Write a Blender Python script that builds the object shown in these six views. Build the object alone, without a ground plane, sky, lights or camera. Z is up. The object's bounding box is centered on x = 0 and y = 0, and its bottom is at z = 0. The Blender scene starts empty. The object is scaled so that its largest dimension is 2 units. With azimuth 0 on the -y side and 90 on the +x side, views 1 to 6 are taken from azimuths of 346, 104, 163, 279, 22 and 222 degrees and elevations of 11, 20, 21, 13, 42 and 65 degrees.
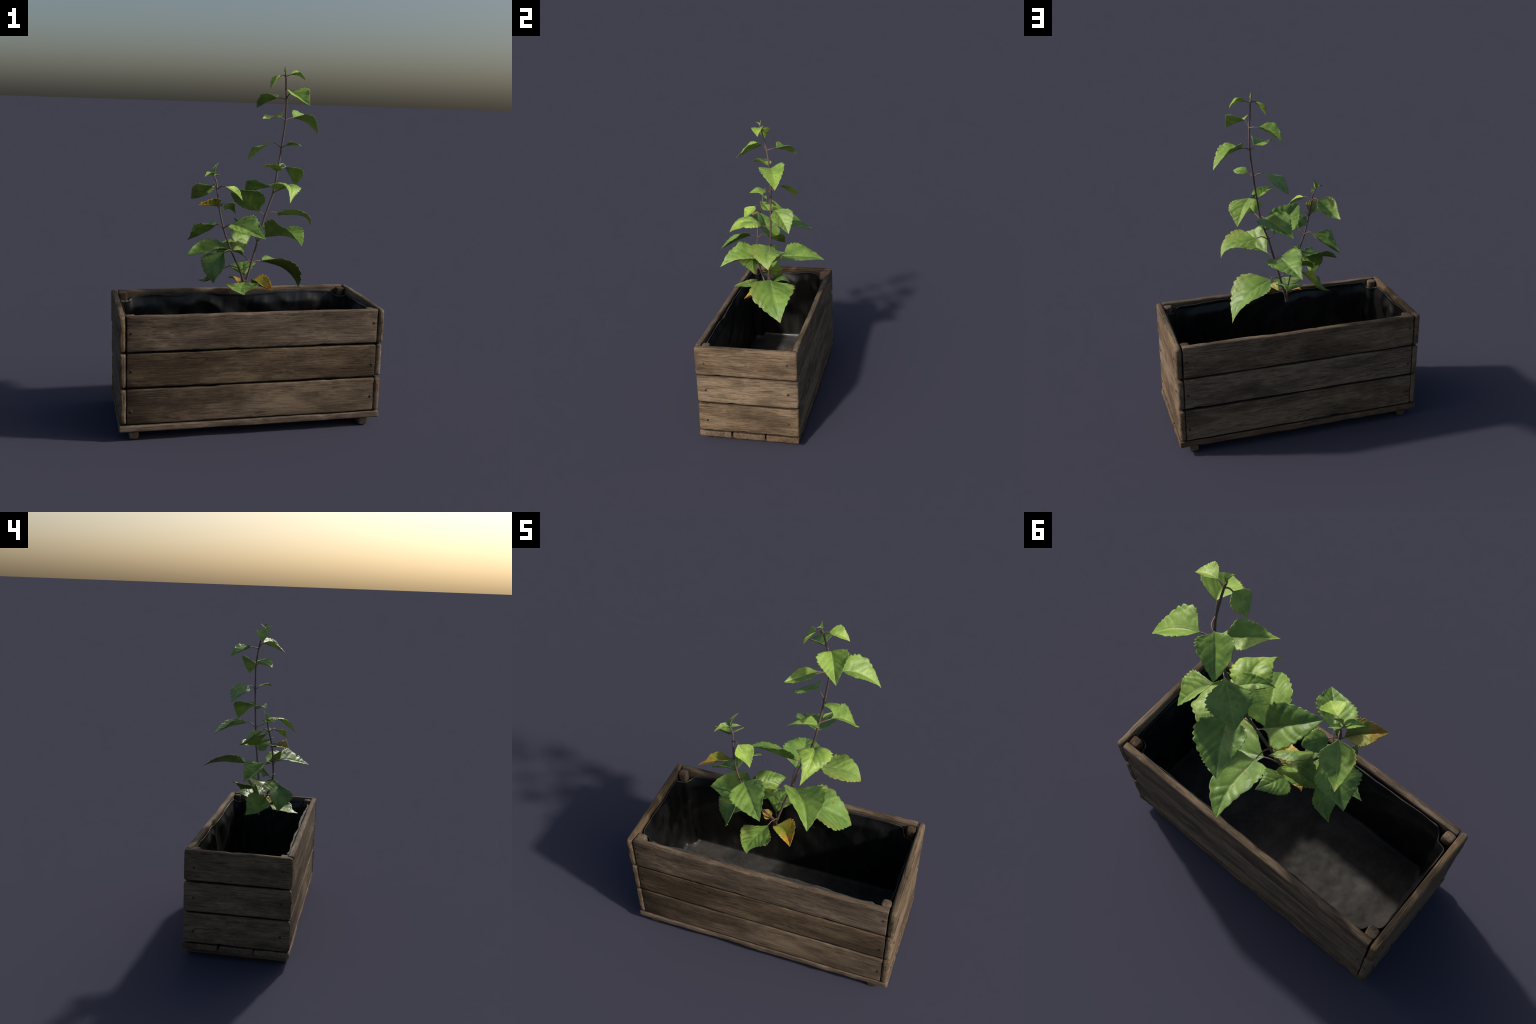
import bpy, bmesh, math, random
import numpy as np
from mathutils import Vector, Matrix, noise

random.seed(7)
COL = bpy.context.scene.collection

# ------------------------------------------------------------------ helpers
def link(name, mesh, parent=None, mat=None):
    o = bpy.data.objects.new(name, mesh)
    COL.objects.link(o)
    if parent is not None:
        o.parent = parent
    if mat is not None:
        o.data.materials.append(mat)
    return o

def empty(name, loc, label, category):
    e = bpy.data.objects.new(name, None)
    e.location = loc
    COL.objects.link(e)
    e["label"] = label
    e["category"] = category
    return e

def mesh_from(name, verts, faces, smooth=True):
    m = bpy.data.meshes.new(name)
    m.from_pydata([tuple(v) for v in verts], [], faces)
    m.validate()
    m.update()
    if smooth:
        m.polygons.foreach_set("use_smooth", [True] * len(m.polygons))
    return m

def fbm(p, scale, seed, octaves=3):
    q = Vector((p[0] * scale + seed * 13.7, p[1] * scale - seed * 5.1, p[2] * scale + seed * 3.3))
    return noise.fractal(q, 0.9, 2.0, octaves)

def catmull(pts, per):
    """smooth open curve through points of any dimension"""
    P = [np.array(p, float) for p in pts]
    P = [2 * P[0] - P[1]] + P + [2 * P[-1] - P[-2]]
    out = []
    for i in range(1, len(P) - 2):
        a, b, c, d = P[i - 1:i + 3]
        for j in range(per):
            t = j / per
            out.append(.5 * (2 * b + (c - a) * t + (2 * a - 5 * b + 4 * c - d) * t * t + (3 * b - a - 3 * c + d) * t ** 3))
    out.append(P[-2])
    return out

def tube(name, path, radii, sides=10):
    """closed round bar along a path"""
    path = [np.array(p, float) for p in path]
    n = len(path)
    verts, faces = [], []
    ref = np.array([.31, .95, .05])
    for i, p in enumerate(path):
        t = path[min(i + 1, n - 1)] - path[max(i - 1, 0)]
        t /= np.linalg.norm(t)
        u = ref - t * (ref @ t)
        u /= np.linalg.norm(u)
        ref = u
        w = np.cross(t, u)
        for k in range(sides):
            a = 2 * math.pi * k / sides
            verts.append(p + radii[i] * (math.cos(a) * u + math.sin(a) * w))
    for i in range(n - 1):
        for k in range(sides):
            k2 = (k + 1) % sides
            faces.append((i * sides + k, i * sides + k2, (i + 1) * sides + k2, (i + 1) * sides + k))
    faces.append(tuple(range(sides))[::-1])
    faces.append(tuple((n - 1) * sides + k for k in range(sides)))
    return mesh_from(name, verts, faces)

# ------------------------------------------------------------------ node materials
class Mat:
    def __init__(self, name):
        self.m = bpy.data.materials.new(name)
        self.m.use_nodes = True
        self.nt = self.m.node_tree
        self.nt.nodes.clear()
        self.out = self.nt.nodes.new("ShaderNodeOutputMaterial")

    def n(self, kind, ins=None, **props):
        nd = self.nt.nodes.new("ShaderNode" + kind)
        for k, v in props.items():
            setattr(nd, k, v)
        for k, v in (ins or {}).items():
            s = nd.inputs[k]
            if isinstance(v, bpy.types.NodeSocket):
                self.nt.links.new(v, s)
            else:
                s.default_value = v
        return nd

    def math(self, op, a, b=0.0, c=None, clamp=False):
        ins = {0: a, 1: b}
        if c is not None:
            ins[2] = c
        return self.n("Math", ins, operation=op, use_clamp=clamp).outputs[0]

    def mix(self, fac, a, b, blend="MIX"):
        nd = self.n("Mix", data_type="RGBA", blend_type=blend)
        for i, v in ((0, fac), (6, a), (7, b)):
            s = nd.inputs[i]
            if isinstance(v, bpy.types.NodeSocket):
                self.nt.links.new(v, s)
            elif i == 0:
                s.default_value = v
            else:
                s.default_value = (*v, 1.0) if len(v) == 3 else v
        return nd.outputs[2]

    def ramp(self, fac, stops):
        nd = self.n("ValToRGB", {0: fac})
        el = nd.color_ramp.elements
        while len(el) < len(stops):
            el.new(0.5)
        for e, (p, c) in zip(el, stops):
            e.position = p
            e.color = (*c, 1) if len(c) == 3 else c
        return nd.outputs[0]

    def smooth(self, x, lo, hi):
        nd = self.n("MapRange", {0: x, 1: lo, 2: hi, 3: 0.0, 4: 1.0}, interpolation_type="SMOOTHSTEP")
        return nd.outputs[0]

    def noise(self, vec, scale, detail=4.0, rough=0.55, dist=0.0):
        return self.n("TexNoise", {"Vector": vec, "Scale": scale, "Detail": detail, "Roughness": rough, "Distortion": dist}).outputs[0]

    def scaled(self, vec, s, loc=(0, 0, 0)):
        return self.n("Mapping", {"Vector": vec, "Scale": s, "Location": loc}).outputs[0]

    def done(self, shader):
        self.nt.links.new(shader, self.out.inputs[0])
        return self.m

def wood_material(name, pale, brown, dark, stain_amount):
    """weathered board: grain runs along the object's own x axis"""
    M = Mat(name)
    tc = M.n("TexCoord").outputs["Object"]
    rnd = M.n("ObjectInfo").outputs["Random"]
    off = M.n("CombineXYZ", {0: M.math("MULTIPLY", rnd, 37.0), 1: M.math("MULTIPLY", rnd, 11.0), 2: M.math("MULTIPLY", rnd, 23.0)}).outputs[0]
    p = M.n("VectorMath", {0: tc, 1: off}, operation="ADD").outputs[0]
    warp = M.noise(M.scaled(p, (2.0, 9.0, 9.0)), 1.0, 3)
    pw = M.n("VectorMath", {0: p, 1: M.n("CombineXYZ", {1: M.math("MULTIPLY", warp, 0.05), 2: M.math("MULTIPLY", warp, 0.05)}).outputs[0]}, operation="ADD").outputs[0]
    broad = M.noise(M.scaled(pw, (1.7, 14.0, 14.0)), 1.0, 5, .6)
    fibre = M.noise(M.scaled(pw, (7.0, 150.0, 150.0)), 1.0, 5, .65)
    hair = M.noise(M.scaled(pw, (16.0, 420.0, 420.0)), 1.0, 3, .6)
    mott = M.noise(M.scaled(p, (13.0, 26.0, 26.0)), 1.0, 6, .7)
    stain = M.noise(M.scaled(p, (2.3, 6.5, 6.5)), 1.0, 4, .6, .4)
    col = M.mix(M.smooth(broad, .33, .68), brown, pale)
    col = M.mix(M.math("MULTIPLY", M.smooth(fibre, .46, .66), .68), col, dark)
    col = M.mix(M.math("MULTIPLY", M.smooth(fibre, .52, .28), .38), col, tuple(min(1, c * 1.35) for c in pale))
    col = M.mix(M.math("MULTIPLY", M.smooth(hair, .5, .66), .5), col, dark)
    col = M.mix(M.math("MULTIPLY", M.smooth(mott, .5, .7), .5), col, tuple(c * 1.2 for c in pale))
    col = M.mix(M.math("MULTIPLY", M.smooth(stain, .44, .66), stain_amount), col, tuple(c * .55 for c in dark))
    if name == "weathered_wood":
        # dark area on the left of the long front face, paler area low on its right half
        wp = M.n("SeparateXYZ", {0: M.n("NewGeometry").outputs["Position"]})
        wx, wy, wz = wp.outputs
        front = M.math("MULTIPLY", M.smooth(wy, -.325, -.35), M.math("LESS_THAN", M.math("ABSOLUTE", wx), .692))
        wn = M.noise(M.scaled(M.n("NewGeometry").outputs["Position"], (3.0, 3.0, 7.0)), 1.0, 5, .65)
        left = M.math("MULTIPLY", M.smooth(M.math("MULTIPLY_ADD", wn, .9, M.math("MULTIPLY_ADD", wz, .35, wx)), .45, -.25), front)
        col = M.mix(M.math("MULTIPLY", left, M.math("MULTIPLY_ADD", fibre, .8, .5)), col, tuple(c * .5 for c in dark))
        pale_area = M.math("MULTIPLY", M.smooth(M.math("ABSOLUTE", M.math("SUBTRACT", wz, .185)), .1, .0), M.smooth(M.math("ABSOLUTE", M.math("SUBTRACT", wx, .22)), .42, .05))
        pale_area = M.math("MULTIPLY", M.math("MULTIPLY", pale_area, front), M.smooth(wn, .4, .6))
        col = M.mix(M.math("MULTIPLY", pale_area, .6), col, tuple(c * 1.35 for c in pale))
    ck = M.noise(M.scaled(pw, (1.3, 34.0, 34.0)), 1.0, 2, .5)
    ckm = M.math("MULTIPLY", M.smooth(M.math("ABSOLUTE", M.math("SUBTRACT", ck, .5)), .014, .004), M.smooth(M.noise(M.scaled(p, (2.5, 5, 5), (3, 1, 2)), 1.0, 2), .54, .64))
    col = M.mix(M.math("MULTIPLY", ckm, .7), col, tuple(c * .35 for c in dark))
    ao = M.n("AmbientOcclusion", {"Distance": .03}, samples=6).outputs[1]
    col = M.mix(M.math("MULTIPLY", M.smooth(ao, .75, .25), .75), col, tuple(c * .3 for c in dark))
    tint = M.math("MULTIPLY_ADD", rnd, .28, .8)
    col = M.n("HueSaturation", {"Color": col, "Value": tint, "Saturation": M.math("MULTIPLY_ADD", rnd, -.25, 1.1)}).outputs[0]
    hgt = M.math("ADD", M.math("MULTIPLY", fibre, .7), M.math("MULTIPLY", hair, .35))
    hgt = M.math("ADD", hgt, M.math("MULTIPLY", mott, .3))
    hgt = M.math("SUBTRACT", hgt, ckm)
    bump = M.n("Bump", {"Strength": .55, "Distance": .004, "Height": hgt}).outputs[0]
    b = M.n("BsdfPrincipled", {"Base Color": col, "Roughness": .8, "Normal": bump, "Specular IOR Level": .12})
    return M.done(b.outputs[0])

def leaf_material(name, dark, light, vein, tip_col=None, tip_from=.8, tip_to=1.0, edge_amt=0.0):
    """object space of a leaf: x runs from the stalk (0) to the tip (1), y across"""
    M = Mat(name)
    tc = M.n("TexCoord").outputs["Object"]
    sep = M.n("SeparateXYZ", {0: tc})
    x, y = sep.outputs[0], sep.outputs[1]
    ay = M.math("ABSOLUTE", y)
    rnd = M.n("ObjectInfo").outputs["Random"]
    geo = M.n("NewGeometry")
    patch = M.noise(tc, 3.2, 4, .6)
    fine = M.noise(tc, 28.0, 4, .65)
    col = M.mix(M.smooth(patch, .35, .68), dark, light)
    # darker quilting between side veins, pale lines on them
    u = M.math("SUBTRACT", x, M.math("ADD", M.math("MULTIPLY", ay, .85), M.math("MULTIPLY", M.math("MULTIPLY", ay, ay), 1.2)))
    half = M.math("MULTIPLY", M.math("LESS_THAN", y, 0.0), .225)
    ph = M.math("FRACT", M.math("ADD", M.math("MULTIPLY_ADD", u, 5.0, .5), half))
    tri = M.math("ABSOLUTE", M.math("SUBTRACT", ph, .5))          # .5 on a vein, 0 between
    line = M.smooth(tri, .44, .5)
    quilt = M.smooth(tri, .3, .5)
    col = M.mix(M.math("MULTIPLY", quilt, .15), col, tuple(c * .72 for c in dark))
    col = M.mix(M.math("MULTIPLY", line, .34), col, vein)
    mid = M.smooth(ay, .014, .005)
    col = M.mix(M.math("MULTIPLY", mid, .6), col, vein)
    net = M.n("TexVoronoi", {"Vector": tc, "Scale": 42.0}, feature="DISTANCE_TO_EDGE").outputs[0]
    col = M.mix(M.math("MULTIPLY", M.smooth(net, .09, .0), .1), col, vein)
    col = M.mix(M.math("MULTIPLY", M.smooth(fine, .55, .75), .16), col, tuple(c * .6 for c in dark))
    spots = M.noise(tc, 6.0, 2, .5)
    col = M.mix(M.math("MULTIPLY", M.smooth(spots, .69, .76), .5), col, (.22, .12, .02))
    if tip_col is not None:
        w = M.noise(tc, 9.0, 4, .65)
        xx = M.math("ADD", x, M.math("MULTIPLY", M.math("SUBTRACT", w, .5), .35))
        m = M.smooth(xx, tip_from, tip_to)
        e = M.math("MULTIPLY", M.smooth(M.math("ADD", ay, M.math("MULTIPLY", w, .22)), .3, .48), edge_amt)
        m = M.math("MAXIMUM", m, e)
        c2 = M.ramp(M.noise(M.scaled(tc, (6, 14, 14)), 1.0, 4, .7), [(.32, tip_col[0]), (.5, tip_col[1]), (.66, tip_col[2])])
        col = M.mix(m, col, c2)
    hv = M.n("HueSaturation", {"Color": col, "Value": M.math("MULTIPLY_ADD", rnd, .36, .8), "Hue": M.math("MULTIPLY_ADD", rnd, -.02, .51)}).outputs[0]
    under = M.mix(.62, hv, (.13, .165, .045))  # underside tinted olive to carry the dim light coming through the blade
    colr = M.mix(geo.outputs["Backfacing"], hv, under)
    hgt = M.math("ADD", M.math("MULTIPLY", fine, .5), M.math("ADD", M.math("MULTIPLY", quilt, -.5), M.math("MULTIPLY", M.smooth(net, .0, .2), .35)))
    bump = M.n("Bump", {"Strength": .2, "Distance": .0025, "Height": hgt}).outputs[0]
    b = M.n("BsdfPrincipled", {"Base Color": colr, "Roughness": .43, "Normal": bump, "Specular IOR Level": .5})
    tr = M.n("BsdfTranslucent", {"Color": M.mix(1.0, hv, (1.35, 1.05, .25), "MULTIPLY"), "Normal": bump})
    mx = M.n("MixShader", {0: .15, 1: b.outputs[0], 2: tr.outputs[0]})
    return M.done(mx.outputs[0])

def stem_material(name, a, b_, green):
    M = Mat(name)
    tc = M.n("TexCoord").outputs["Object"]
    n1 = M.noise(M.scaled(tc, (60, 60, 9)), 1.0, 4, .6)
    col = M.mix(M.smooth(n1, .35, .65), a, b_)
    n2 = M.noise(tc, 9.0, 2, .5)
    col = M.mix(M.math("MULTIPLY", M.smooth(n2, .5, .75), green), col, (.16, .17, .06))
    bump = M.n("Bump", {"Strength": .4, "Distance": .001, "Height": n1}).outputs[0]
    b = M.n("BsdfPrincipled", {"Base Color": col, "Roughness": .55, "Normal": bump})
    return M.done(b.outputs[0])

def liner_material():
    M = Mat("black_plastic_film")
    tc = M.n("TexCoord").outputs["Object"]
    sep = M.n("SeparateXYZ", {0: tc})
    nz = M.n("SeparateXYZ", {0: M.n("NewGeometry").outputs["Normal"]}).outputs[2]
    z = sep.outputs[2]
    streak = M.noise(M.scaled(tc, (16, 16, 1.6)), 1.0, 5, .65)
    cloud = M.noise(tc, 6.0, 6, .65)
    speck = M.noise(tc, 70.0, 4, .7)
    floor = M.smooth(M.math("MULTIPLY_ADD", cloud, .3, nz), .55, 1.1)
    low = M.smooth(z, .34, .1)
    wall = M.math("MULTIPLY", M.smooth(streak, .42, .72), M.math("MULTIPLY_ADD", low, .35, .3))
    col = M.mix(wall, (.006, .0065, .007), (.045, .038, .031))
    dust = M.ramp(M.math("MULTIPLY_ADD", speck, .25, M.math("MULTIPLY", cloud, .8)), [(.32, (.014, .0135, .013)), (.52, (.048, .044, .04)), (.74, (.095, .087, .078))])
    col = M.mix(M.math("MULTIPLY", floor, .95), col, dust)
    rough = M.math("MAXIMUM", M.math("MULTIPLY", floor, .85), M.math("MULTIPLY_ADD", cloud, .2, .27))
    bump = M.n("Bump", {"Strength": .18, "Distance": .005, "Height": M.math("ADD", cloud, M.math("MULTIPLY", streak, .5))}).outputs[0]
    b = M.n("BsdfPrincipled", {"Base Color": col, "Roughness": rough, "Normal": bump, "Specular IOR Level": .45})
    return M.done(b.outputs[0])

def nail_material():
    M = Mat("rusty_nail_steel")
    tc = M.n("TexCoord").outputs["Object"]
    n1 = M.noise(tc, 300.0, 3, .6)
    col = M.mix(n1, (.025, .021, .02), (.07, .055, .048))
    b = M.n("BsdfPrincipled", {"Base Color": col, "Roughness": .5, "Metallic": .6})
    return M.done(b.outputs[0])

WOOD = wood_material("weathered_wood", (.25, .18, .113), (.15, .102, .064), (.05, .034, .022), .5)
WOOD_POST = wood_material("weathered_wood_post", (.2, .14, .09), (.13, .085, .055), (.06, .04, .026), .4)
LINER = liner_material()
NAIL = nail_material()
BARK = stem_material("brown_bark", (.15, .1, .08), (.085, .058, .05), .12)
STALK = stem_material("reddish_leaf_stalk", (.22, .12, .085), (.13, .085, .06), .5)
YEL = [(.3, .12, .018), (.54, .32, .04), (.56, .41, .07)]
LEAFMAT = {
    "mature": leaf_material("green_leaf", (.135, .245, .045), (.265, .415, .078), (.35, .45, .14)),
    "tipped": leaf_material("green_leaf_dry_tip", (.135, .245, .045), (.265, .415, .078), (.35, .45, .14), [(.3, .17, .05), (.42, .34, .08), (.3, .34, .09)], .88, 1.12, .25),
    "young": leaf_material("young_green_leaf", (.2, .34, .05), (.34, .51, .088), (.44, .54, .18)),
    "yellowing": leaf_material("yellowing_leaf", (.2, .24, .03), (.33, .33, .04), (.4, .35, .08), YEL, .46, .7, .6),
    "yellow": leaf_material("yellow_leaf", (.4, .25, .03), (.52, .36, .04), (.45, .3, .06), YEL, .3, .8, .6),
}

# ------------------------------------------------------------------ planter
planter = empty("wooden_planter_box", (0, -.03, 0), "long weathered plank planter box with black plastic liner", "planter")
PO = Vector(planter.location)

def plank_mesh(name, length, width, thick, edge, end, seed, wob=.0022, nl=70, nw=9):
    """board along x, width along y, thickness along z; worn, rounded edges and ends"""
    hw, ht = width / 2, thick / 2
    prof = []
    for (cx, cy, a0) in ((hw - edge, ht - edge, 0), (-(hw - edge), ht - edge, 90), (-(hw - edge), -(ht - edge), 180), (hw - edge, -(ht - edge), 270)):
        corner = []
        for k in range(5):
            a = math.radians(a0 + 90 * k / 4)
            corner.append((cx + edge * math.cos(a), cy + edge * math.sin(a)))
        if prof:
            x0, y0 = prof[-1]
            x1, y1 = corner[0]
            m = nw if abs(x1 - x0) > abs(y1 - y0) else 3
            for j in range(1, m):
                prof.append((x0 + (x1 - x0) * j / m, y0 + (y1 - y0) * j / m))
        prof += corner
    x0, y0 = prof[-1]
    x1, y1 = prof[0]
    for j in range(1, 3):
        prof.append((x0 + (x1 - x0) * j / 3, y0 + (y1 - y0) * j / 3))
    stations = []
    for k in range(4, -1, -1):
        a = math.pi / 2 * k / 4
        stations.append((-length / 2 + end * (1 - math.sin(a)), end * (1 - math.cos(a))))
    inner = [(-length / 2 + end + (length - 2 * end) * k / nl, 0.0) for k in range(1, nl)]
    stations = stations + inner + [(-s, d) for s, d in reversed(stations)]
    verts, faces = [], []
    np_ = len(prof)
    for (x, d) in stations:
        fy, fz = (hw - d) / hw, (ht - d * .8) / ht
        for (y, z) in prof:
            y2, z2 = y * fy, z * fz
            near = max(0.0, (abs(y) / hw - .7) / .3)
            dy = wob * 1.3 * fbm((x * 1.0, y * 2 + (9 if y > 0 else 0), z * .5), 5.0, seed, 4) * near
            chip = max(0.0, fbm((x, (3 if y > 0 else -3), z), 9.0, seed + 5, 2) - .35) * near
            dy -= math.copysign(1, y) * chip * .011
            dz = wob * .55 * fbm((x * .4, y * 9, z * .2 + (5 if z > 0 else 0)), 4.0, seed + 2, 3)
            dz -= math.copysign(1, z) * chip * .006
            dx = wob * .8 * fbm((x, y * 8, z * 8), 3.0, seed + 8, 2) * (1 if d >= 0 and abs(x) > length / 2 - .03 else 0)
            verts.append((x + dx, y2 + dy, z2 + dz))
    for i in range(len(stations) - 1):
        for k in range(np_):
            k2 = (k + 1) % np_
            faces.append((i * np_ + k, (i + 1) * np_ + k, (i + 1) * np_ + k2, i * np_ + k2))
    c0 = len(verts)
    verts.append((-length / 2, 0, 0))
    verts.append((length / 2, 0, 0))
    last = (len(stations) - 1) * np_
    for k in range(np_):
        k2 = (k + 1) % np_
        faces.append((c0, k, k2))
        faces.append((c0 + 1, last + k2, last + k))
    return mesh_from(name, verts, faces)

def place(o, loc, rx=0, ry=0, rz=0):
    o.location = Vector(loc) - PO
    o.rotation_euler = (rx, ry, rz)

def nail(parent, local):
    """domed, slightly sunk head with a short shank; local z points out of the board"""
    verts, faces = [], []
    rings = [(.0022, -.012), (.0022, -.0012), (.0074, -.0008), (.0076, .0006), (.006, .0018), (.0028, .0024)]
    for r, z in rings:
        for k in range(12):
            a = 2 * math.pi * k / 12
            verts.append((r * math.cos(a), r * math.sin(a), z))
    for i in range(len(rings) - 1):
        for k in range(12):
            faces.append((i * 12 + k, i * 12 + (k + 1) % 12, (i + 1) * 12 + (k + 1) % 12, (i + 1) * 12 + k))
    faces.append(tuple(range(12))[::-1])
    faces.append(tuple((len(rings) - 1) * 12 + k for k in range(12)))
    if "nail" not in bpy.data.meshes:
        m = mesh_from("nail", verts, faces)
        m.materials.append(NAIL)
    o = link("nail", bpy.data.meshes["nail"], parent)
    o.location = local
    o.rotation_euler = (random.uniform(-.12, .12), random.uniform(-.12, .12), random.uniform(0, 6))
    s = random.uniform(.85, 1.1)
    o.scale = (s, s, s)

ROWS = [(.487, .686), (.2915, .484), (.0885, .2885)]         # bottom and top of the three board rows
X_OUT, X_IN = .7305, .695
Y_F, Y_B = -.357, .2965

seed = 1
# long side boards, three each side, butted between the end boards
for side, yface in ((-1, Y_F + .002), (1, Y_B - .002)):
    for r, (z0, z1) in enumerate(ROWS):
        h = z1 - z0
        m = plank_mesh("side_plank", 2 * X_IN - .007, h - .006, .034, .0095, .004, seed, .0024)
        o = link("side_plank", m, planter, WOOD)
        place(o, (0, yface - side * (.017 + (0, .0015, .0005)[r]), (z0 + z1) / 2), rx=math.radians(90 if side < 0 else -90), rz=math.radians(random.uniform(-.12, .12)))
        if side > 0:
            o.rotation_euler[2] = 0
        up = 1 if side < 0 else -1
        zs = {-1: ((.595, .606), (.386, .366), (.165, .177)), 1: ((.605, .593), (.369, .385), (.179, .164))}[side][r]
        for xx, zz in ((-.669, zs[0]), (.673, zs[1])):
            nail(o, (xx, up * (zz - (z0 + z1) / 2), .0172))
        seed += 1
# end boards
for side in (-1, 1):
    for r, (z0, z1) in enumerate(ROWS):
        h = z1 - z0
        m = plank_mesh("end_plank", Y_B - Y_F, h - .0055, X_OUT - X_IN, .0125, .016, seed, .0028, nl=40)
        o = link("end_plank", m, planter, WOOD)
        place(o, (side * ((X_OUT + X_IN) / 2 + (.0022, -.001, -.0022)[r]), (Y_F + Y_B) / 2 + (0, .001, -.001)[r], (z0 + z1) / 2), rx=math.radians(90), rz=math.radians(90 * side))
        zs = {1: ((.572, .596), (.384, .393), (.167, .182)), -1: ((.598, .576), (.393, .384), (.183, .166))}[side][r]
        for yy, zz in ((-.298, zs[0]), (.234, zs[1])):
            nail(o, (side * (yy - (Y_F + Y_B) / 2), zz - (z0 + z1) / 2, .0181))
        seed += 1
# three base slats running the whole length, on two cross runners
for (y0, y1) in ((-.3575, -.146), (-.138, .072), (.081, .2975)):
    m = plank_mesh("base_slat", 2 * X_OUT + .002, y1 - y0, .038, .008, .007, seed, .005)
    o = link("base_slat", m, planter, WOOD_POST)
    place(o, (0, (y0 + y1) / 2, .0675))
    seed += 1
for x in (-.651, .646):
    m = plank_mesh("foot_runner", .615, .05, .048, .011, .009, seed, .003, nl=24, nw=3)
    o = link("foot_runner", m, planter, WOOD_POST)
    place(o, (x, -.031, .0255), rz=math.radians(90))
    seed += 1
# corner posts
for x in (-1, 1):
    for y, yc in ((-1, -.296), (1, .2365)):
        m = plank_mesh("corner_post", .578, .051, .051, .014, .009, seed, .004, nl=16, nw=3)
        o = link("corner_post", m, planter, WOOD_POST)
        place(o, (x * .6695, yc, .387), ry=math.radians(90), rz=0)
        seed += 1

# ---- black plastic liner: follows the inner walls, wraps round the posts, floor with a soft fillet
def liner():
    xi, yf, yb = .6925, -.318, .2585
    pc = .052
    ctr = []
    def corner(sx, sy):
        ye = yb if sy > 0 else yf
        # from the end wall round the post to the long wall
        return [(sx * xi, ye - sy * (pc + .022)), (sx * (xi - .012), ye - sy * (pc + .006)), (sx * (xi - pc + .004), ye - sy * (pc + .002)),
                (sx * (xi - pc - .004), ye - sy * (pc - .006)), (sx * (xi - pc - .008), ye - sy * .014), (sx * (xi - pc - .026), ye)]
    order = [(1, -1, True), (1, 1, False), (-1, 1, True), (-1, -1, False)]
    loop = []
    for sx, sy, rev in order:
        c = corner(sx, sy)
        loop += c[::-1] if rev else c
    # densify
    P = [np.array(p) for p in loop]
    path = []
    n = len(P)
    for i in range(n):
        a, b = P[i], P[(i + 1) % n]
        d = np.linalg.norm(b - a)
        k = max(2, int(d / .011))
        for j in range(k):
            path.append(a + (b - a) * j / k)
    path = np.array(path)
    for _ in range(3):
        path = (np.roll(path, 1, 0) + 2 * path + np.roll(path, -1, 0)) / 4
    N = len(path)
    tang = np.roll(path, -1, 0) - np.roll(path, 1, 0)
    tang /= np.linalg.norm(tang, axis=1)[:, None]
    inn = np.stack([-tang[:, 1], tang[:, 0]], 1)
    cen = np.array([0, -.03])
    if np.mean((inn * (cen - path)).sum(1)) < 0:
        inn = -inn
    rows = 46
    zf, fil = .106, .03
    verts, faces = [], []
    for r in range(rows + 1):
        f = r / rows
        for k in range(N):
            x, y = path[k]
            on_post = max(0, min(1, (abs(x) - .6) / .05)) * max(0, min(1, (abs(y + .03) - .2) / .05))
            on_post = on_post * on_post * (3 - 2 * on_post)
            edge = .652 + .02 * fbm((x, y, 0), 2.6, 3, 3) + .004 * fbm((x, y, 0), 14, 5, 2)
            edge -= .022 * on_post
            lift = max(0, min(1, (-.27 - y) / .03)) * (1 - on_post)
            edge += .014 * lift
            edge = min(edge, .668 + .01 * lift)
            L = edge - zf - fil + fil * math.pi / 2
            s = f * L
            wall = edge - zf - fil
            if s < wall:
                z, off = edge - s, 0.0
            else:
                a = (s - wall) / fil
                z, off = zf + fil - fil * math.sin(a), fil * (1 - math.cos(a))
            depth = edge - z
            # pulled creases: broad facets leaning along the wall and narrow vertical folds
            run = x if abs(y + .03) > abs(x) * .42 else y + 2
            cr = abs(fbm((run * 1.0 + .6 * z, z * .55, 0), 4.2, 11, 2))
            cr2 = abs(fbm((run * 3.0 - .5 * z, z * .35, 0), 4.0, 17, 2))
            fold = .024 * (1 - min(1, cr * 1.6)) + .005 * (1 - min(1, cr2 * 2.0))
            fold *= min(1, depth / .07 + .06) * (1 - .8 * f)
            curl = .009 * max(0, 1 - depth / .012) * (1 + fbm((x, y, 0), 7, 23, 2) + 2.2 * lift * (1 + .9 * fbm((x, y, 3), 6, 29, 2)))
            o_ = off + fold + .5 * curl
            verts.append((x + inn[k][0] * o_, y + inn[k][1] * o_, z))
    for r in range(rows):
        for k in range(N):
            k2 = (k + 1) % N
            faces.append((r * N + k, r * N + k2, (r + 1) * N + k2, (r + 1) * N + k))
    # floor sheet: a fine grid meeting the foot of the fillet, gently rumpled
    nx, ny = 150, 66
    b0 = len(verts)
    for i in range(nx + 1):
        for j in range(ny + 1):
            x = -.686 + 1.372 * i / nx
            y = -.311 + .563 * j / ny
            edge = min(.686 - abs(x), y + .311, .252 - y)
            fade = max(0, min(1, (edge - .05) / .07))
            z = zf + .0016 + fade * (.009 * fbm((x, y, 0), 4.0, 31, 4) + .005 * fbm((x, y, 0), 13.0, 37, 3))
            verts.append((x, y, z))
    for i in range(nx):
        for j in range(ny):
            k = b0 + i * (ny + 1) + j
            faces.append((k, k + ny + 1, k + ny + 2, k + 1))
    m = mesh_from("liner", [(v[0], v[1] - PO.y, v[2]) for v in verts], faces)
    bm = bmesh.new()
    bm.from_mesh(m)
    # make all normals face the inside of the box
    bm.normal_update()
    flip = []
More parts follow.
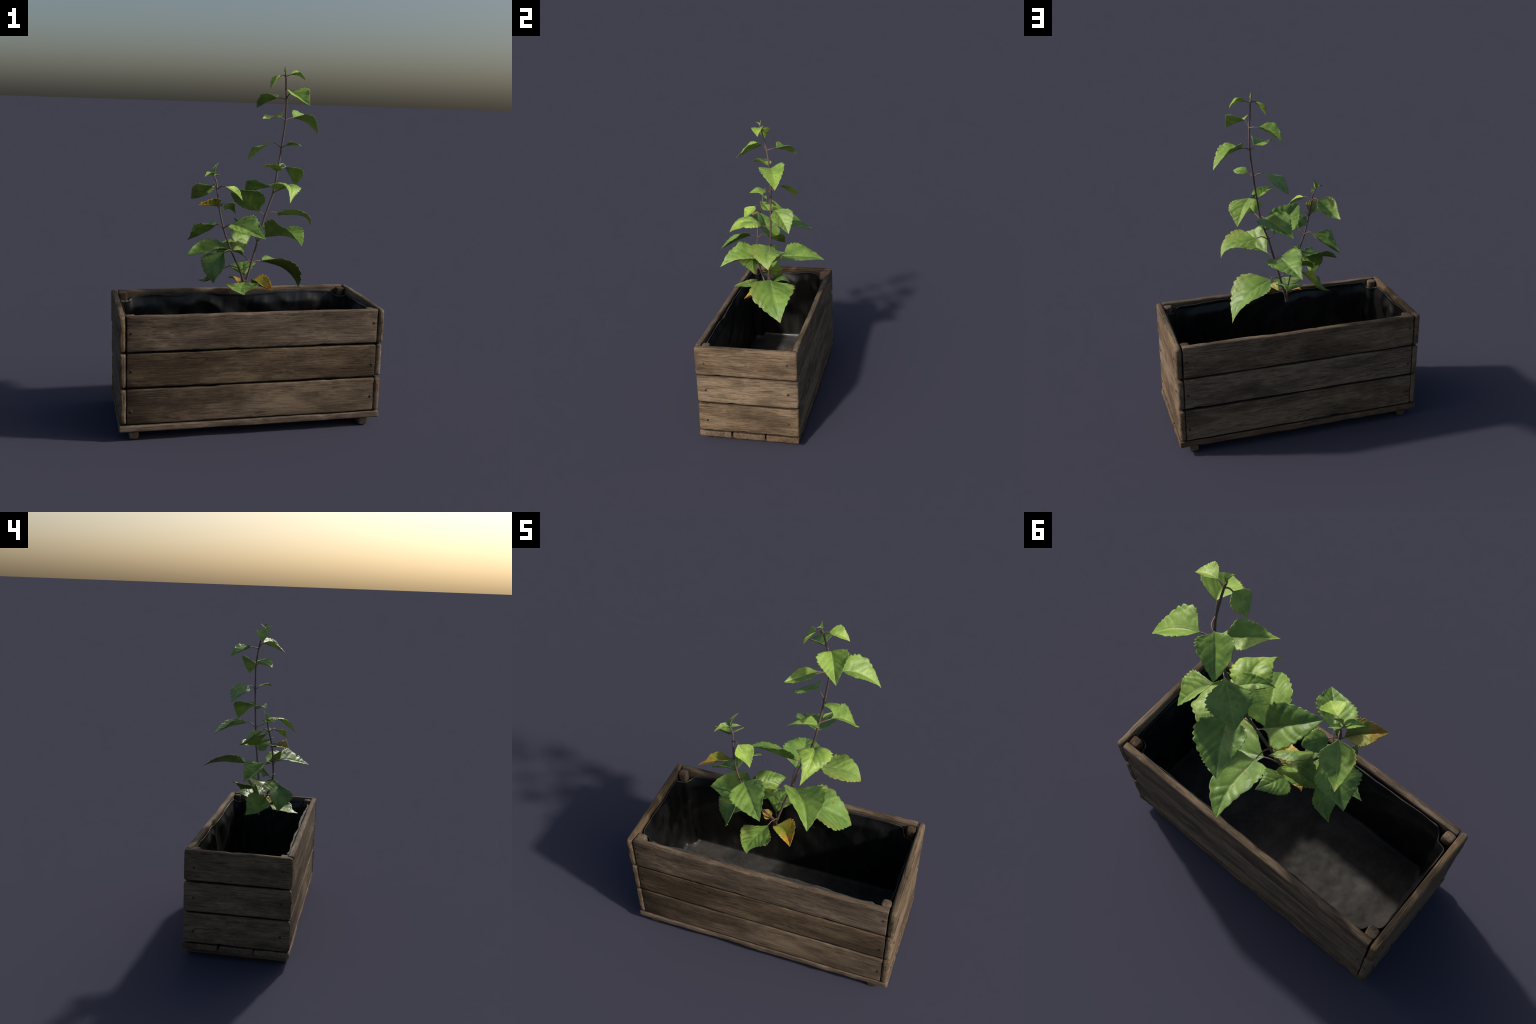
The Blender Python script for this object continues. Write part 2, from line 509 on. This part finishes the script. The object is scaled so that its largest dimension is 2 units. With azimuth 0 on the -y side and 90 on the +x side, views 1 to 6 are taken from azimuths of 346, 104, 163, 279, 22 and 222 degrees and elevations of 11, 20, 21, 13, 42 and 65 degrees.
    for fc in bm.faces:
        c = fc.calc_center_median()
        to = Vector((max(-.4, min(.4, c.x)), 0, .5)) - c
        if fc.normal.dot(to) < 0:
            flip.append(fc)
    bmesh.ops.reverse_faces(bm, faces=flip)
    bm.to_mesh(m)
    bm.free()
    o = link("liner", m, planter, LINER)
    md = o.modifiers.new("film", "SOLIDIFY")
    md.thickness = .003
    md.offset = -1
liner()

# ------------------------------------------------------------------ plant
plant = empty("leafy_plant", (-.006, -.033, .727), "young two-stemmed shrub with serrated green leaves", "plant")
PL = np.array(plant.location)

STEM_A = [(-.005, -.032, .727), (.008, -.034, .788), (.037, -.024, .886), (.073, -.006, 1.004), (.12, .018, 1.154), (.17, .037, 1.288), (.193, .047, 1.414),
          (.214, .056, 1.54), (.2325, .061, 1.69), (.232, .055, 1.75), (.2295, .045, 1.812), (.221, .031, 1.873), (.212, .011, 1.939), (.207, .005, 1.957)]
STEM_B = [(-.013, -.033, .727), (-.014, -.046, .79), (-.047, -.088, .875), (-.11, -.131, .998), (-.15, -.136, 1.108), (-.175, -.129, 1.221), (-.186, -.108, 1.321), (-.189, -.098, 1.362), (-.203, -.094, 1.394)]
def stem(pts, r0, r1):
    path = catmull(pts, 7)
    n = len(path)
    rad = []
    for i, p in enumerate(path):
        t = i / (n - 1)
        swell = .0012 * max(0, 1 - min(np.linalg.norm(p - np.array(q)) for q in pts[1:-1]) / .009)
        rad.append(r0 + (r1 - r0) * t ** .9 + swell * (1 - .5 * t) + .00035 * fbm(p, 40, 3, 2))
    rad[0] *= 1.25
    o = link("stem", tube("stem", [p - PL for p in path], rad, 12), plant, BARK)
    return o
stem(STEM_A, .0068, .0040)
stem(STEM_B, .0062, .0036)

TEETH = {"n": 0}
OUT_T = [0, .03, .08, .15, .23, .31, .42, .56, .70, .82, .90, .96, 1.0]       # leaf outline: position along the midrib ...
OUT_W = [0, .20, .52, .84, .98, 1.0, .91, .69, .46, .27, .145, .06, 0]         # ... and half width there
_tt = np.linspace(0, 1, 400)
_ww = np.convolve(np.pad(np.interp(_tt, OUT_T, OUT_W), 9, mode='reflect', reflect_type='odd'), np.hanning(19) / np.hanning(19).sum(), 'valid')
def blade_grid(B, T, roll, twist, width, fold, curl, arch, skew, sweep, lobe, shoulder, relief, t, v, teeth, rng):
    """points (t along, v across -1..1) of one blade: midrib arch, V fold, cross curl, twist, heart-shaped base, toothed margin, quilted veins"""
    a = T - B
    L = np.linalg.norm(a)
    a = a / L
    s0 = np.cross(a, [0, 0, 1.0])
    s0 /= np.linalg.norm(s0)
    n0 = np.cross(s0, a)
    S = math.cos(roll) * s0 + math.sin(roll) * n0
    N = math.cos(roll) * n0 - math.sin(roll) * s0
    e = math.exp(skew)
    x = t ** e
    bump = 4 * x * (1 - x)
    db = 4 * (1 - 2 * x) * e * np.maximum(t, 1e-4) ** (e - 1)
    P = B + np.outer(t * L, a) + np.outer(bump * arch * L, N) + np.outer(bump * sweep * L, S)
    tan = a + np.outer(db * arch, N) + np.outer(db * sweep, S)
    tan /= np.linalg.norm(tan, axis=1)[:, None]
    s = S - tan * (tan @ S)[:, None]
    s /= np.linalg.norm(s, axis=1)[:, None]
    n = np.cross(s, tan)
    r = twist * (t - .4)
    s2 = np.cos(r)[:, None] * s + np.sin(r)[:, None] * n
    n2 = np.cos(r)[:, None] * n - np.sin(r)[:, None] * s
    av = np.abs(v)
    if abs(curl) < 1e-3:
        X, Y = av * math.cos(fold), av * math.sin(fold)
    else:
        phi = fold + curl * av
        X, Y = (np.sin(phi) - math.sin(fold)) / curl, (math.cos(fold) - np.cos(phi)) / curl
    X = X * np.sign(v)
    w = np.interp(t ** math.exp(shoulder), _tt, np.maximum(_ww, 0))
    hw = width * L / 2 * w
    G = np.zeros((len(t), len(v), 3))
    tooth_shift = rng.uniform(0, 1, 2)
    for j, vj in enumerate(v):
        g = hw.copy()
        if teeth:
            k = 0 if vj < 0 else 1
            ph = t ** .85 * teeth + tooth_shift[k] + .45 * np.sin(t * 7 + tooth_shift[k] * 6) + .2 * np.sin(t * 23 + tooth_shift[k] * 11)
            size = .65 + .6 * np.abs(np.sin(np.floor(ph) * 2.4 + 9 * tooth_shift[k]))
            ph = ph % 1.0
            saw = np.where(ph < .7, np.sin(ph / .7 * math.pi / 2), ((1 - ph) / .3))
            g = g * (1 + .08 * size * (saw - .75) * av[j] ** 6 * np.clip((t - .04) / .1, 0, 1)) + .0055 * L * size * (saw - .75) * av[j] ** 6 * np.clip((1 - t) / .12, 0, 1) * np.clip((t - .04) / .1, 0, 1)
        G[:, j] = P + (g * X[j])[:, None] * s2 + (g * Y[j])[:, None] * n2
        G[:, j] -= (lobe * hw * (1 - t) * av[j] ** 1.5)[:, None] * tan
        # relief
        d = av[j] * hw / L
        side = .5 if vj < 0 else 0.0                                      # side veins alternate
        u = t - .85 * d - 1.2 * d * d
        q = np.abs(np.sin(math.pi * (u * 5.0 + .45 * side + .25 * math.sin(7 * tooth_shift[0]) + .22 * np.sin(u * 11 + 9 * tooth_shift[1] + 3 * side) + .1 * np.sin(d * 17 + 5 * tooth_shift[0]))))
        env = np.clip(av[j] / .12, 0, 1) * (1 - .45 * av[j] ** 3) * np.clip(w * 1.3, 0, 1)
        h = relief * L * env * (q ** .75 - .55)
        h -= .6 * relief * L * math.exp(-(vj / .07) ** 2) * np.clip(w * 1.3, 0, 1)
        wave = np.array([noise.noise(Vector((tt * 5.0 + 7 * tooth_shift[0] * 9, vj * 1.6 + 31 * tooth_shift[1], 2.0))) for tt in t])
        fine_ = np.array([noise.noise(Vector((tt * 15.0 + 5 * tooth_shift[0] * 9, vj * 4 + 17 * tooth_shift[1], 5.0))) for tt in t])
        h += .05 * L * wave * av[j] ** 2 * np.clip(w * 1.2, 0, 1) + .009 * L * fine_ * av[j] * np.clip(w * 1.3, 0, 1)
        G[:, j] += h[:, None] * n2
    return G, a, S, N, L

def leaf(kind, at, base, tip, roll=0., twist=0., width=.7, fold=.1, curl=-.2, arch=.12, skew=-.1, sweep=0., lobe=.2, shoulder=.15, teeth=13, relief=None, stalk=.0026):
    TEETH["n"] += 1
    rng = np.random.default_rng(100 + TEETH["n"])
    B, T = np.array(base), np.array(tip)
    Ln = np.linalg.norm(T - B)
    if Ln > .14:
        nt, nv = 140, 29
    else:
        nt, nv = 90, 17
    th = np.linspace(0, 1, nt)
    t = .35 * th ** 2 + .65 * th
    v = np.linspace(-1, 1, nv)
    if relief is None:
        relief = .0115 if kind == 'young' else .0175
    G, a, S, N, L = blade_grid(B, T, roll, twist, width, fold, curl, arch, skew, sweep, lobe, shoulder, relief, t, v, teeth, rng)
    R = Matrix((a, S, N)).transposed()
    if R.determinant() < 0:
        pass
    Y = np.cross(N, a)
    R = np.stack([a, Y, N], 1)
    loc = (G.reshape(-1, 3) - B) @ R / L
    faces = []
    for i in range(nt - 1):
        for j in range(nv - 1):
            faces.append((i * nv + j, (i + 1) * nv + j, (i + 1) * nv + j + 1, i * nv + j + 1))
    m = mesh_from("leaf", loc, faces)
    bm = bmesh.new()
    bm.from_mesh(m)
    bmesh.ops.remove_doubles(bm, verts=bm.verts, dist=1e-5)
    nz = sum(f.normal.z * f.calc_area() for f in bm.faces)
    if nz < 0:
        bmesh.ops.reverse_faces(bm, faces=bm.faces)
    bm.to_mesh(m)
    bm.free()
    o = link("leaf", m, plant, LEAFMAT[kind])
    M4 = Matrix.Identity(4)
    for i in range(3):
        for j in range(3):
            M4[i][j] = R[i][j] * L
        M4[i][3] = B[i] - PL[i]
    o.matrix_basis = M4
    md = o.modifiers.new("thickness", "SOLIDIFY")
    md.thickness = .0011 / L
    md.offset = 0
    # leaf stalk from the node to the blade, running a little way under the midrib
    if stalk:
        at = np.array(at)
        tan = G[6, nv // 2] - G[0, nv // 2]
        tan /= np.linalg.norm(tan)
        D = np.linalg.norm(B - at)
        c1 = at + (B - at) * .4 + np.array([0, 0, .12 * D])
        if D > .03:
            c2 = B - tan * D * .28
            ctrl = [at, .5 * c1 + .5 * c2, B]
        else:
            ctrl = [at, B]
        path = catmull(ctrl, 8) if len(ctrl) > 2 else [at + (B - at) * k / 6 for k in range(7)]
        mid = G[:, nv // 2]
        under = [mid[i] - .0016 * N for i in (6, 16, 28, 43, 60)] if nt > 100 else [mid[i] - .0012 * N for i in (5, 13, 24, 36)]
        path = path + under
        k = len(path)
        nb = k - len(under)
        rad = [stalk * (1.35 - .45 * min(1, i / nb)) if i < nb else stalk * .75 * (1 - (i - nb + 1) / (len(under) + 1)) + .0003 for i in range(k)]
        pl = [(np.array(p) - B) @ R / L for p in path]
        link("leaf_stalk", tube("leaf_stalk", pl, [x / L for x in rad], 8), o, STALK)
    return o

leaf('young', at=(0.212, 0.011, 1.939), base=(0.182, 0.007, 1.942), tip=(0.124, 0.01, 1.865),
     roll=0.05, twist=0.049, width=0.999, fold=0.152, curl=0.551, arch=0.03, skew=-0.162, sweep=0.001, lobe=0.102, shoulder=0.183)
leaf('young', at=(0.212, 0.011, 1.939), base=(0.238, 0.007, 1.95), tip=(0.33, 0.016, 1.919),
     roll=-0.189, twist=-0.165, width=0.879, fold=0.345, curl=0.341, arch=0.116, skew=-0.116, sweep=-0.006, lobe=0.053, shoulder=0.247)
leaf('young', at=(0.23, 0.046, 1.812), base=(0.246, 0.018, 1.848), tip=(0.317, -0.128, 1.784),
     roll=-0.173, twist=-0.279, width=0.927, fold=0.5, curl=-0.031, arch=0.032, skew=-0.83, sweep=-0.024, lobe=0.064, shoulder=0.046)
leaf('young', at=(0.23, 0.046, 1.812), base=(0.197, 0.095, 1.821), tip=(0.097, 0.21, 1.761),
     roll=-0.052, twist=0.626, width=0.87, fold=0.501, curl=0.008, arch=0.03, skew=-0.618, sweep=-0.055, lobe=0.653, shoulder=0.51)
leaf('young', at=(0.233, 0.063, 1.697), base=(0.201, 0.043, 1.712), tip=(0.064, -0.075, 1.706),
     roll=-0.181, twist=1.266, width=0.662, fold=0.521, curl=-0.403, arch=0.028, skew=-0.86, sweep=-0.041, lobe=0.193, shoulder=0.229)
leaf('young', at=(0.233, 0.063, 1.697), base=(0.28, 0.076, 1.711), tip=(0.455, 0.139, 1.619),
     roll=-0.158, twist=0.003, width=0.858, fold=0.531, curl=-0.11, arch=0.109, skew=-0.148, sweep=-0.042, lobe=0.487, shoulder=0.324)
leaf('mature', at=(0.213, 0.057, 1.54), base=(0.179, 0.09, 1.568), tip=(0.052, 0.188, 1.461),
     roll=0.083, twist=-0.594, width=0.855, fold=-0.037, curl=-0.059, arch=0.166, skew=-0.163, sweep=0.014, lobe=0.104, shoulder=0.482)
leaf('young', at=(0.213, 0.057, 1.54), base=(0.23, 0.031, 1.556), tip=(0.297, -0.06, 1.556),
     roll=0.242, twist=0.33, width=0.744, fold=0.066, curl=-0.245, arch=0.18, skew=-0.05, sweep=-0.098, lobe=-0.135, shoulder=0.156)
leaf('young', at=(0.193, 0.046, 1.414), base=(0.19, 0.035, 1.413), tip=(0.063, -0.044, 1.434),
     roll=-0.103, twist=-0.659, width=0.612, fold=0.406, curl=-0.011, arch=0.085, skew=0.333, sweep=-0.063, lobe=0.502, shoulder=0.008)
leaf('mature', at=(0.193, 0.046, 1.414), base=(0.242, 0.077, 1.429), tip=(0.344, 0.191, 1.309),
     roll=-0.225, twist=-0.043, width=0.871, fold=0.531, curl=-0.145, arch=0.108, skew=-0.326, sweep=-0.025, lobe=-0.059, shoulder=0.355)
leaf('mature', at=(0.17, 0.037, 1.288), base=(0.167, 0.1, 1.316), tip=(0.058, 0.3, 1.244),
     roll=-0.152, twist=0.204, width=0.912, fold=0.233, curl=0.212, arch=0.052, skew=-0.023, sweep=0.038, lobe=0.292, shoulder=0.311)
leaf('young', at=(0.17, 0.037, 1.288), base=(0.192, -0.016, 1.309), tip=(0.194, -0.234, 1.258),
     roll=0.258, twist=1.201, width=0.814, fold=0.487, curl=-1.056, arch=0.27, skew=-0.096, sweep=-0.051, lobe=0.093, shoulder=-0.106)
leaf('mature', at=(0.12, 0.018, 1.154), base=(0.101, 0.023, 1.172), tip=(-0.105, -0.11, 1.304),
     roll=-0.486, twist=0.027, width=0.687, fold=0.545, curl=-0.43, arch=0.053, skew=0.893, sweep=0.001, lobe=1.073, shoulder=0.768)
leaf('tipped', at=(0.12, 0.018, 1.154), base=(0.186, 0.026, 1.175), tip=(0.411, 0.066, 1.087),
     roll=0.263, twist=-0.901, width=0.953, fold=0.074, curl=0.143, arch=0.147, skew=0.629, sweep=0.076, lobe=0.427, shoulder=0.55)
leaf('mature', at=(0.073, -0.004, 1.004), base=(0.066, 0.08, 1.06), tip=(0.027, 0.362, 1.027),
     roll=-0.266, twist=0.127, width=0.785, fold=0.304, curl=0.083, arch=0.077, skew=0.328, sweep=0.042, lobe=0.901, shoulder=0.459)
leaf('mature', at=(0.073, -0.004, 1.004), base=(0.102, -0.041, 1.046), tip=(0.252, -0.295, 1.034),
     roll=0.235, twist=-0.194, width=0.857, fold=0.54, curl=0.086, arch=0.119, skew=0.199, sweep=-0.028, lobe=0.333, shoulder=0.482)
leaf('mature', at=(0.037, -0.022, 0.886), base=(-0.01, -0.024, 0.935), tip=(-0.176, -0.044, 0.917),
     roll=0.213, twist=-0.096, width=1.173, fold=0.453, curl=-0.049, arch=0.167, skew=-0.172, sweep=0.153, lobe=0.263, shoulder=0.132)
leaf('tipped', at=(0.037, -0.022, 0.886), base=(0.098, 0.001, 0.899), tip=(0.367, 0.121, 0.707),
     roll=-0.038, twist=-0.754, width=0.87, fold=0.151, curl=0.103, arch=0.122, skew=0.068, sweep=0.042, lobe=-0.02, shoulder=0.255)
leaf('mature', at=(0.008, -0.034, 0.788), base=(-0.003, -0.024, 0.82), tip=(0.045, 0.125, 0.861),
     roll=0.009, twist=0.552, width=0.962, fold=0.214, curl=-0.504, arch=0.196, skew=0.109, sweep=-0.091, lobe=-0.389, shoulder=0.152)
leaf('tipped', at=(0.008, -0.034, 0.788), base=(-0.018, -0.108, 0.801), tip=(-0.061, -0.302, 0.771),
     roll=-0.044, twist=0.201, width=0.951, fold=0.042, curl=0.248, arch=0.024, skew=0.609, sweep=0.096, lobe=-0.259, shoulder=0.268)
leaf('yellowing', at=(0.001, -0.034, 0.765), base=(0.019, -0.072, 0.785), tip=(0.126, -0.179, 0.763),
     roll=-0.081, twist=-0.274, width=0.988, fold=0.713, curl=-0.055, arch=-0.027, skew=-0.263, sweep=-0.114, lobe=0.508, shoulder=0.422)
leaf('yellow', at=(-0.013, -0.043, 0.772), base=(-0.021, -0.044, 0.78), tip=(-0.091, -0.01, 0.8),
     roll=0.19, twist=-1.277, width=0.751, fold=0.379, curl=-0.012, arch=0.177, skew=0.754, sweep=-0.045, lobe=0.144, shoulder=0.437)
leaf('young', at=(-0.185, -0.108, 1.321), base=(-0.146, -0.14, 1.338), tip=(-0.063, -0.207, 1.271),
     roll=0.065, twist=0.169, width=0.888, fold=0.154, curl=0.47, arch=0.008, skew=0.246, sweep=-0.043, lobe=-0.209, shoulder=0.075)
leaf('tipped', at=(-0.185, -0.108, 1.321), base=(-0.204, -0.071, 1.34), tip=(-0.302, 0.067, 1.247),
     roll=-0.219, twist=-0.393, width=0.817, fold=0.244, curl=0.366, arch=-0.102, skew=0.158, sweep=-0.028, lobe=0.376, shoulder=0.361)
leaf('yellowing', at=(-0.175, -0.129, 1.221), base=(-0.188, -0.133, 1.23), tip=(-0.31, -0.25, 1.253),
     roll=-0.286, twist=-0.383, width=0.742, fold=0.611, curl=-0.308, arch=0.01, skew=-0.138, sweep=-0.047, lobe=0.013, shoulder=0.227)
leaf('mature', at=(-0.175, -0.129, 1.221), base=(-0.146, -0.096, 1.232), tip=(-0.062, -0.041, 1.168),
     roll=0.774, twist=-0.959, width=0.77, fold=-0.081, curl=-0.233, arch=0.3, skew=0.64, sweep=0.055, lobe=0.368, shoulder=0.286)
leaf('mature', at=(-0.15, -0.134, 1.108), base=(-0.188, -0.09, 1.122), tip=(-0.326, 0.023, 1.019),
     roll=0.012, twist=0.514, width=1.01, fold=0.57, curl=-0.156, arch=-0.033, skew=-0.188, sweep=0.022, lobe=0.043, shoulder=0.214)
leaf('mature', at=(-0.15, -0.134, 1.108), base=(-0.114, -0.17, 1.135), tip=(0.036, -0.35, 1.082),
     roll=-0.35, twist=-0.093, width=0.802, fold=0.382, curl=-0.062, arch=0.045, skew=-0.419, sweep=0.002, lobe=0.225, shoulder=0.3)
leaf('mature', at=(-0.112, -0.133, 0.998), base=(-0.112, -0.095, 0.985), tip=(-0.342, -0.082, 0.951),
     roll=0.217, twist=0.976, width=0.858, fold=0.122, curl=0.44, arch=0.045, skew=0.232, sweep=0.052, lobe=0.07, shoulder=0.214)
leaf('mature', at=(-0.112, -0.133, 0.998), base=(-0.074, -0.102, 1.014), tip=(0.045, 0.034, 1.035),
     roll=-0.858, twist=1.139, width=0.745, fold=-0.331, curl=-0.06, arch=0.089, skew=-0.017, sweep=-0.143, lobe=-0.068, shoulder=0.162)
leaf('tipped', at=(-0.047, -0.09, 0.875), base=(-0.149, -0.171, 0.987), tip=(-0.207, -0.186, 0.813),
     roll=0.405, twist=0.143, width=1.009, fold=0.143, curl=0.325, arch=0.17, skew=0.242, sweep=0.039, lobe=-0.185, shoulder=0.303)
leaf('mature', at=(-0.047, -0.09, 0.875), base=(-0.122, -0.088, 0.882), tip=(-0.263, 0.019, 0.79),
     roll=0.461, twist=-0.49, width=0.911, fold=0.495, curl=-0.021, arch=-0.136, skew=0.667, sweep=-0.037, lobe=0.169, shoulder=0.212)
# shoot tips and small axil leaves
TIP_A, TIP_B = (.207, .005, 1.957), (-.203, -.094, 1.394)
def bud(kind, base, tip, width=.32, fold=.7, arch=.03, roll=0., at=None):
    leaf(kind, at or base, base, tip, roll=roll, width=width, fold=fold, curl=.3, arch=arch, teeth=7, stalk=.0016)
bud("young", TIP_A, (.206, .010, 1.998), .42, .6, -.05, roll=.3)
bud("young", TIP_A, (.194, -.024, 1.983), .36, .7, .14)
bud("young", TIP_B, (-.171, -.062, 1.462), .34, .5, .12)
bud("mature", TIP_B, (-.263, -.150, 1.390), .62, .5, .12)
bud("mature", (-.2, -.092, 1.39), (-.162, -.06, 1.386), .6, .4, .08)
bud("mature", TIP_B, (-.225, -.12, 1.408), .4, .5, .08)
bud("young", (.212, .062, 1.425), (.246, .105, 1.45), .55, .6, .1, at=(.194, .047, 1.416))
bud("mature", (-.165, -.122, 1.23), (-.145, -.16, 1.245), .5, .5, .1, at=(-.175, -.129, 1.222))
bud("mature", (-.118, -.13, 1.02), (-.07, -.14, 1.03), .4, .5, .1, at=(-.113, -.132, 1.0))
